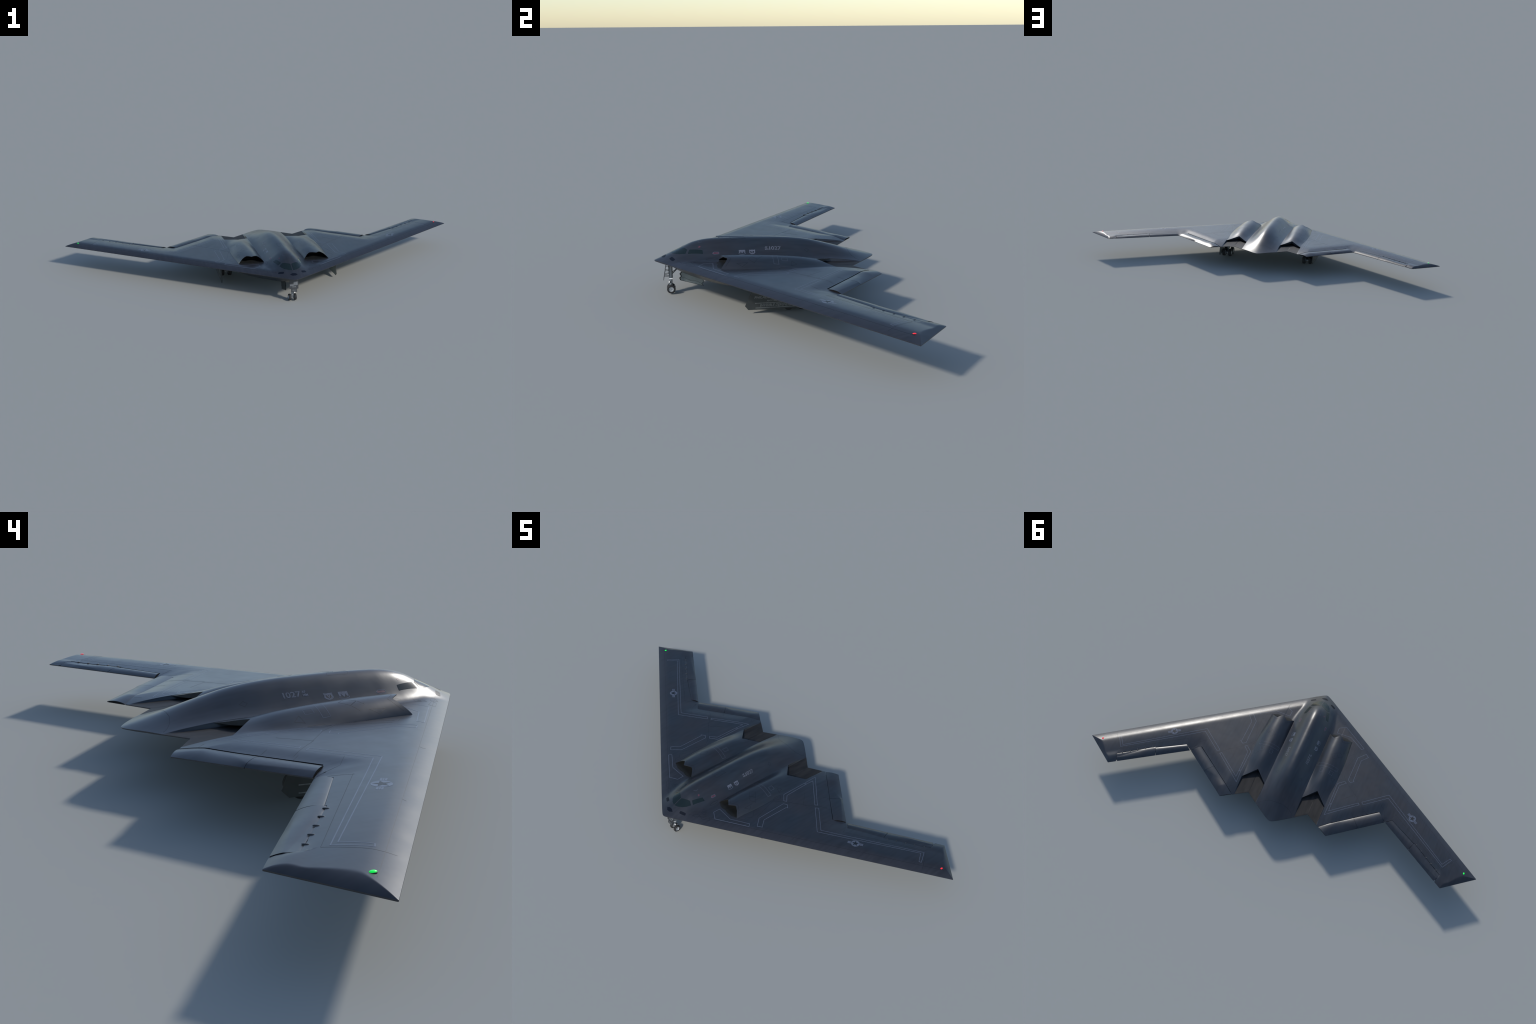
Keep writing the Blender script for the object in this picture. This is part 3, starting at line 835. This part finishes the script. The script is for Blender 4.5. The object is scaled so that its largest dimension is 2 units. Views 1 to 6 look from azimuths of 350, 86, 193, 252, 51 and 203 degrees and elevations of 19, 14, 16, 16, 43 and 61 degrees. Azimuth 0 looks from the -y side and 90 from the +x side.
# ------------------------------------------------------------------ wing-tip lights
def ellipsoid(name, c, r, mat, parent=None, rot=0, seg=20):
    bm = bmesh.new(); bmesh.ops.create_uvsphere(bm, u_segments=seg, v_segments=12, radius=1)
    bmesh.ops.scale(bm, vec=r, verts=bm.verts)
    if rot: bmesh.ops.rotate(bm, cent=(0, 0, 0), matrix=Matrix.Rotation(rot, 3, 'Z'), verts=bm.verts)
    bmesh.ops.translate(bm, vec=c, verts=bm.verts)
    me = bpy.data.meshes.new(name); bm.to_mesh(me); bm.free(); me.shade_smooth()
    return add(name, me, mat, parent)
lz = float(skin(np.array([0.9375]), np.array([0.2666]))[0])
for sg, mt in ((1, "red"), (-1, "green")):
    W = bpy.data.objects["wing"] if sg > 0 else bpy.data.objects["wing.001"]
    b = ellipsoid("light_base", (sg * 0.9375, 0.2666, lz), (0.0043, 0.0060, 0.0011), MAT["vent"], W)
    ellipsoid("navigation_light", (sg * 0.9375, 0.2666, lz + 0.0007), (0.0036, 0.0053, 0.0018), MAT[mt], W)

# ------------------------------------------------------------------ landing gear
def tube(name, a, b, r0, r1=None, mat=None, parent=None, seg=16):
    a, b = Vector(a), Vector(b); r1 = r0 if r1 is None else r1
    d = b - a
    bm = bmesh.new()
    bmesh.ops.create_cone(bm, cap_ends=True, segments=seg, radius1=r0, radius2=r1, depth=d.length)
    M = Matrix.Translation((a + b) / 2) @ d.to_track_quat('Z', 'Y').to_matrix().to_4x4()
    bmesh.ops.transform(bm, matrix=M, verts=bm.verts)
    me = bpy.data.meshes.new(name); bm.to_mesh(me); bm.free()
    me.shade_smooth(); me.set_sharp_from_angle(angle=math.radians(40))
    return add(name, me, mat, parent)

def box(name, c, s, mat, parent=None, rot=None, bevel=0.0004):
    bm = bmesh.new(); bmesh.ops.create_cube(bm, size=1)
    bmesh.ops.scale(bm, vec=s, verts=bm.verts)
    if bevel: bmesh.ops.bevel(bm, geom=list(bm.edges), offset=bevel, segments=2, affect='EDGES')
    if rot is not None: bmesh.ops.transform(bm, matrix=rot.to_4x4(), verts=bm.verts)
    bmesh.ops.translate(bm, vec=c, verts=bm.verts)
    me = bpy.data.meshes.new(name); bm.to_mesh(me); bm.free()
    return add(name, me, mat, parent)

def lathe_x(name, prof, seg=40):
    """Revolve (axial x, radius) profile around the x axis."""
    n = len(prof); vs = []; fs = []
    for i in range(seg):
        a = 2 * math.pi * i / seg
        vs += [(p[0], p[1] * math.cos(a), p[1] * math.sin(a)) for p in prof]
    for i in range(seg):
        for j in range(n - 1):
            a, b = i * n + j, ((i + 1) % seg) * n + j
            fs.append((a, a + 1, b + 1, b))
    me = mesh(name, vs, fs, True, 40)
    bm = bmesh.new(); bm.from_mesh(me)
    bmesh.ops.remove_doubles(bm, verts=bm.verts, dist=1e-6)
    bmesh.ops.recalc_face_normals(bm, faces=bm.faces)
    bm.to_mesh(me); bm.free()
    me.shade_smooth(); me.set_sharp_from_angle(angle=math.radians(40))
    return me

def wheel_meshes(R, w):
    h = w / 2
    tyre = [(-h * 0.78, R * 0.56), (-h * 0.97, R * 0.66), (-h, R * 0.80), (-h * 0.90, R * 0.91), (-h * 0.66, R * 0.985),
            (-h * 0.42, R), (-h * 0.38, R * 0.97), (-h * 0.30, R * 0.97), (-h * 0.26, R),
            (h * 0.26, R), (h * 0.30, R * 0.97), (h * 0.38, R * 0.97), (h * 0.42, R),
            (h * 0.66, R * 0.985), (h * 0.90, R * 0.91), (h, R * 0.80), (h * 0.97, R * 0.66), (h * 0.78, R * 0.56), (-h * 0.78, R * 0.56)]
    rim = [(-h * 0.45, 0.0), (-h * 0.62, R * 0.14), (-h * 0.62, R * 0.22), (-h * 0.50, R * 0.25), (-h * 0.52, R * 0.42), (-h * 0.86, R * 0.50), (-h * 0.88, R * 0.57),
           (h * 0.88, R * 0.57), (h * 0.86, R * 0.50), (h * 0.52, R * 0.42), (h * 0.50, R * 0.25), (h * 0.62, R * 0.22), (h * 0.62, R * 0.14), (h * 0.45, 0.0)]
    return lathe_x("tyre", tyre), lathe_x("rim", rim, 32)

def wheel(c, meshes, parent):
    for nm, me, mt in zip(("tyre", "rim"), meshes, (MAT["tyre"], MAT["rim"])):
        if not me.materials: me.materials.append(mt)
        ob = bpy.data.objects.new(nm, me); COL.objects.link(ob); ob.parent = parent; ob.location = c

# nose gear
NR = 0.0151
strut = tube("nose_gear_strut", (0, -0.3585, 0.105), (0, -0.3572, 0.053), 0.0074, 0.0070, MAT["metal"])
tube("piston", (0, -0.3572, 0.052), (0, -0.3572, 0.012), 0.0042, 0.0042, MAT["chrome"], strut)
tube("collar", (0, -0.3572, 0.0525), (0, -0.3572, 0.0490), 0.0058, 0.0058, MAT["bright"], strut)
tube("sleeve", (0, -0.3572, 0.0490), (0, -0.3572, 0.0300), 0.0052, 0.0050, MAT["metal"], strut)
tube("collar", (0, -0.3572, 0.030), (0, -0.3572, 0.0255), 0.0052, 0.0052, MAT["metal"], strut)
tube("axle", (-0.0165, -0.3572, NR), (0.0165, -0.3572, NR), 0.0022, 0.0022, MAT["metal"], strut)
nm = wheel_meshes(NR, 0.0112)
for sx in (-1, 1): wheel((sx * 0.0128, -0.3572, NR), nm, strut)
tube("drag_brace", (0, -0.3535, 0.066), (0.002, -0.3340, 0.086), 0.0017, 0.0013, MAT["metal_dark"], strut)
tube("drag_brace", (0, -0.3545, 0.072), (-0.002, -0.3340, 0.086), 0.0012, 0.0012, MAT["metal_dark"], strut)
tube("torque_link", (0, -0.3530, 0.033), (0, -0.3435, 0.0245), 0.0016, 0.0012, MAT["metal_dark"], strut)
tube("torque_link", (0, -0.3435, 0.0245), (0, -0.3530, 0.017), 0.0012, 0.0016, MAT["metal"], strut)
tube("steering_link", (-0.004, -0.3640, 0.040), (-0.003, -0.3625, 0.022), 0.0012, 0.0010, MAT["metal"], strut)
tube("steering_link", (0.004, -0.3640, 0.040), (0.003, -0.3625, 0.022), 0.0012, 0.0010, MAT["metal"], strut)
lamp = tube("lamp_housing", (0.0085, -0.3570, 0.0395), (0.0095, -0.3630, 0.0402), 0.0022, 0.0027, MAT["metal_dark"], strut)
ellipsoid("landing_lamp", (0.0096, -0.3634, 0.0403), (0.0026, 0.0014, 0.0026), MAT["lamp"], strut)
# shield plate carried ahead of the strut
pl_a, pl_b = Vector((0, -0.3728, 0.104)), Vector((0, -0.3826, 0.048))
pd = (pl_b - pl_a); pn = pd.normalized().cross(Vector((1, 0, 0))).normalized()
PROT = Matrix((Vector((1, 0, 0)), pn * -1 if pn.y > 0 else pn, pd.normalized() * -1)).transposed()
def on_plate(u, t, d=0.0): # u sideways, t along from the top, d outward
    n = PROT.col[1]
    return Vector((u, 0, 0)) + pl_a + pd * t + n * d
plate = box("gear_shield", on_plate(0.001, 0.37), (0.042, 0.0014, 0.042), MAT["metal_dark"], strut, PROT)
box("shield_tongue", on_plate(0.0015, 0.865), (0.0285, 0.0014, 0.0155), MAT["metal_dark"], strut, PROT)
box("shield_panel", on_plate(0.0095, 0.30, 0.0009), (0.020, 0.0008, 0.017), MAT["panel"], strut, PROT)
box("shield_panel", on_plate(-0.0085, 0.43, 0.0009), (0.0175, 0.0008, 0.0085), MAT["panel"], strut, PROT)
box("shield_panel", on_plate(0.002, 0.57, 0.0009), (0.0175, 0.0008, 0.0045), MAT["panel"], strut, PROT)
v, f = text_flat("1027", 0.0105, 0.0003, 'CENTER')
pv = np.array([tuple(on_plate(0.0015 + a, 0.865, 0.0010) + PROT.col[2] * b + PROT.col[1] * c) for a, b, c in v])
put("gear_number", [(pv, f)], MAT["stencil"], strut, smooth=False)
for t_, zz in ((0.12, 0.096), (0.42, 0.080), (0.68, 0.070), (0.78, 0.060)):
    for sx in (-0.010, 0.010):
        p = on_plate(sx, t_)
        tube("shield_brace", p, (sx * 0.45, -0.3630, zz), 0.0008, 0.0008, MAT["metal_dark"], strut, 8)

# nose gear door: a slab with zigzag front and rear edges
def slab(name, outline, to3d, nrm, th, mats, parent=None, border=0.0):
    """Extruded plate from a 2-D outline; mats = (outer, inner, edge)."""
    n = len(outline); nv = Vector(nrm)
    vs = [tuple(Vector(to3d(*p)) + nv * th / 2) for p in outline] + [tuple(Vector(to3d(*p)) - nv * th / 2) for p in outline]
    tri, fcs, _ = fill(outline, 0.5)
    tri_idx = []
    for t in fcs:
        ids = []
        for i in t:
            ids.append(min(range(n), key=lambda k: math.hypot(outline[k][0] - tri[i][0], outline[k][1] - tri[i][1])))
        tri_idx.append(tuple(ids))
    fs = []; mi = []
    for t in tri_idx:
        a, b, c = (Vector(vs[i]) for i in t[:3])
        if (b - a).cross(c - a).dot(nv) < 0: t = t[::-1]
        fs.append(t); mi.append(0)
        fs.append(tuple(i + n for i in t[::-1])); mi.append(1)
    for i in range(n):
        j = (i + 1) % n
        fs.append((i, j, n + j, n + i)); mi.append(2)
    me = mesh(name, vs, fs, False); 
    for m in mats: me.materials.append(m)
    me.polygons.foreach_set("material_index", np.array(mi, 'i'))
    fix_normals(me)
    ob = bpy.data.objects.new(name, me); COL.objects.link(ob); ob.parent = parent or ROOT
    return ob

ND = [(-0.3130, 0.0800), (-0.3186, 0.0689), (-0.3270, 0.0599), (-0.3218, 0.0513), (-0.3283, 0.0450), (-0.3245, 0.0365),
      (-0.2422, 0.0134), (-0.2488, 0.0230), (-0.2401, 0.0278), (-0.2443, 0.0388), (-0.2380, 0.0480), (-0.2440, 0.0640)]
nd = slab("nose_gear_door", ND, lambda a, b: (-0.0225 - 0.05 * (b - 0.03), a, b), (1, 0, 0.05), 0.0022, (MAT["door_in"], MAT["door_out"], MAT["door_edge"]))
def nd3(a, b, d=0.0014): return (-0.0225 - 0.05 * (b - 0.03) + d, a, b)
def wall_ribbon(pts, w, to3, closed=False):
    if closed: pts = list(pts) + [pts[0]]
    p = np.array(resample(pts, 0.003)); n = len(p); d = np.gradient(p, axis=0); d /= np.linalg.norm(d, axis=1)[:, None]
    nr = np.stack([-d[:, 1], d[:, 0]], 1)
    vs = [to3(*q) for q in p + nr * w / 2] + [to3(*q) for q in p - nr * w / 2]
    return np.array(vs), [(i, i + 1, n + i + 1, n + i) for i in range(n - 1)]
fr = [(-0.3175, 0.0689), (-0.3253, 0.0599), (-0.3203, 0.0513), (-0.3264, 0.0450), (-0.3234, 0.0378)]
put("door_border", [wall_ribbon([(-0.3155, 0.074)] + fr, 0.0034, nd3), wall_ribbon([(-0.3234, 0.0372), (-0.2436, 0.0147)], 0.0011, nd3),
    wall_ribbon([(-0.2432, 0.0140), (-0.2498, 0.0230), (-0.2414, 0.0280), (-0.2452, 0.0380)], 0.0016, nd3)], MAT["door_edge"], nd, smooth=False)
put("door_crease", [wall_ribbon([(-0.3190 + 0.011 * i, 0.0465 - 0.0035 * i + 0.0022 * math.sin(i * 1.7)) for i in range(7)], 0.0006, nd3)], MAT["metal_dark"], nd, smooth=False)

# main gear
MR = 0.0214
mm = wheel_meshes(MR, 0.0175)
for sg in (1, -1):
    xc = 0.2390
    ms = tube("main_gear_strut", (sg * xc, 0.0475, 0.088), (sg * xc, 0.0475, 0.040), 0.0085, 0.0085, MAT["metal"])
    tube("piston", (sg * xc, 0.0475, 0.042), (sg * xc, 0.0475, MR), 0.0058, 0.0058, MAT["chrome"], ms)
    tube("bogie_beam", (sg * xc, 0.019, MR), (sg * xc, 0.076, MR), 0.0040, 0.0040, MAT["metal"], ms)
    for y in (0.0245, 0.0705):
        tube("axle", (sg * xc - 0.022, y, MR), (sg * xc + 0.022, y, MR), 0.0028, 0.0028, MAT["metal"], ms)
        for dx in (-0.0181, 0.0181):
            wheel((sg * xc + dx, y, MR), mm, ms)
    tube("drag_brace", (sg * xc, 0.046, 0.050), (sg * xc, -0.005, 0.080), 0.0030, 0.0024, MAT["metal_dark"], ms)
    tube("side_brace", (sg * xc, 0.0475, 0.055), (sg * (xc + 0.033), 0.036, 0.090), 0.0026, 0.0022, MAT["metal_dark"], ms)
    tube("torque_link", (sg * xc, 0.0565, 0.045), (sg * xc, 0.0715, 0.044), 0.0022, 0.0016, MAT["metal_dark"], ms)
    tube("torque_link", (sg * xc, 0.0715, 0.044), (sg * xc, 0.0625, 0.0235), 0.0016, 0.0022, MAT["metal_dark"], ms)
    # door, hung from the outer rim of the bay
    MD = [(-0.088, 0.094), (-0.1207, 0.0235), (-0.1102, 0.0106), (0.1020, 0.0102), (0.1170, 0.0250), (0.0900, 0.094)]
    def md3(a, b, d=0.0, sg=sg):
        return (sg * (0.2825 - 0.035 * (a + 0.11) + d), a, b)
    nx = Vector((sg, 0.035 * 1, 0)).normalized()
    door = slab("main_gear_door", MD, md3, nx, 0.0022, (MAT["door_out"], MAT["door_in"], MAT["door_edge"]))
    # stripes and lettering on the outer face
    o3 = lambda a, b: md3(a, b, 0.0016)
    put("door_stripe", [wall_ribbon([(-0.0880, 0.0325), (0.0830, 0.0335)], 0.0024, o3), wall_ribbon([(-0.0870, 0.0165), (0.0830, 0.0175)], 0.0024, o3)], MAT["stencil"], door, smooth=False)
    parts = []
    for body, h, w, b0, a0 in (("PHILADELPHIA", 0.0078, 0.0850, 0.0520, -0.0470), ("ANYTIME", 0.0052, 0.0340, 0.0402, -0.0320), ("INVISIBLE DEFENDERS", 0.0094, 0.1110, 0.0252, -0.0155)):
        v, f = text_flat(body, 0.012, 0.0002, 'CENTER', bold=0.00022)
        v[:, 1] -= (v[:, 1].max() + v[:, 1].min()) / 2
        v[:, 1] *= h / (v[:, 1].max() - v[:, 1].min()); v[:, 0] *= w / (v[:, 0].max() - v[:, 0].min())
        shear = 0.22 * v[:, 1]
        P = np.array([o3(a0 + sg * (a + s_), b0 + b) for (a, b, c), s_ in zip(v, shear)])
        P[:, 0] += sg * v[:, 2]
        parts.append((P, f))
    put("door_lettering", parts, MAT["stencil"], door, smooth=False)

bpy.context.view_layer.update()
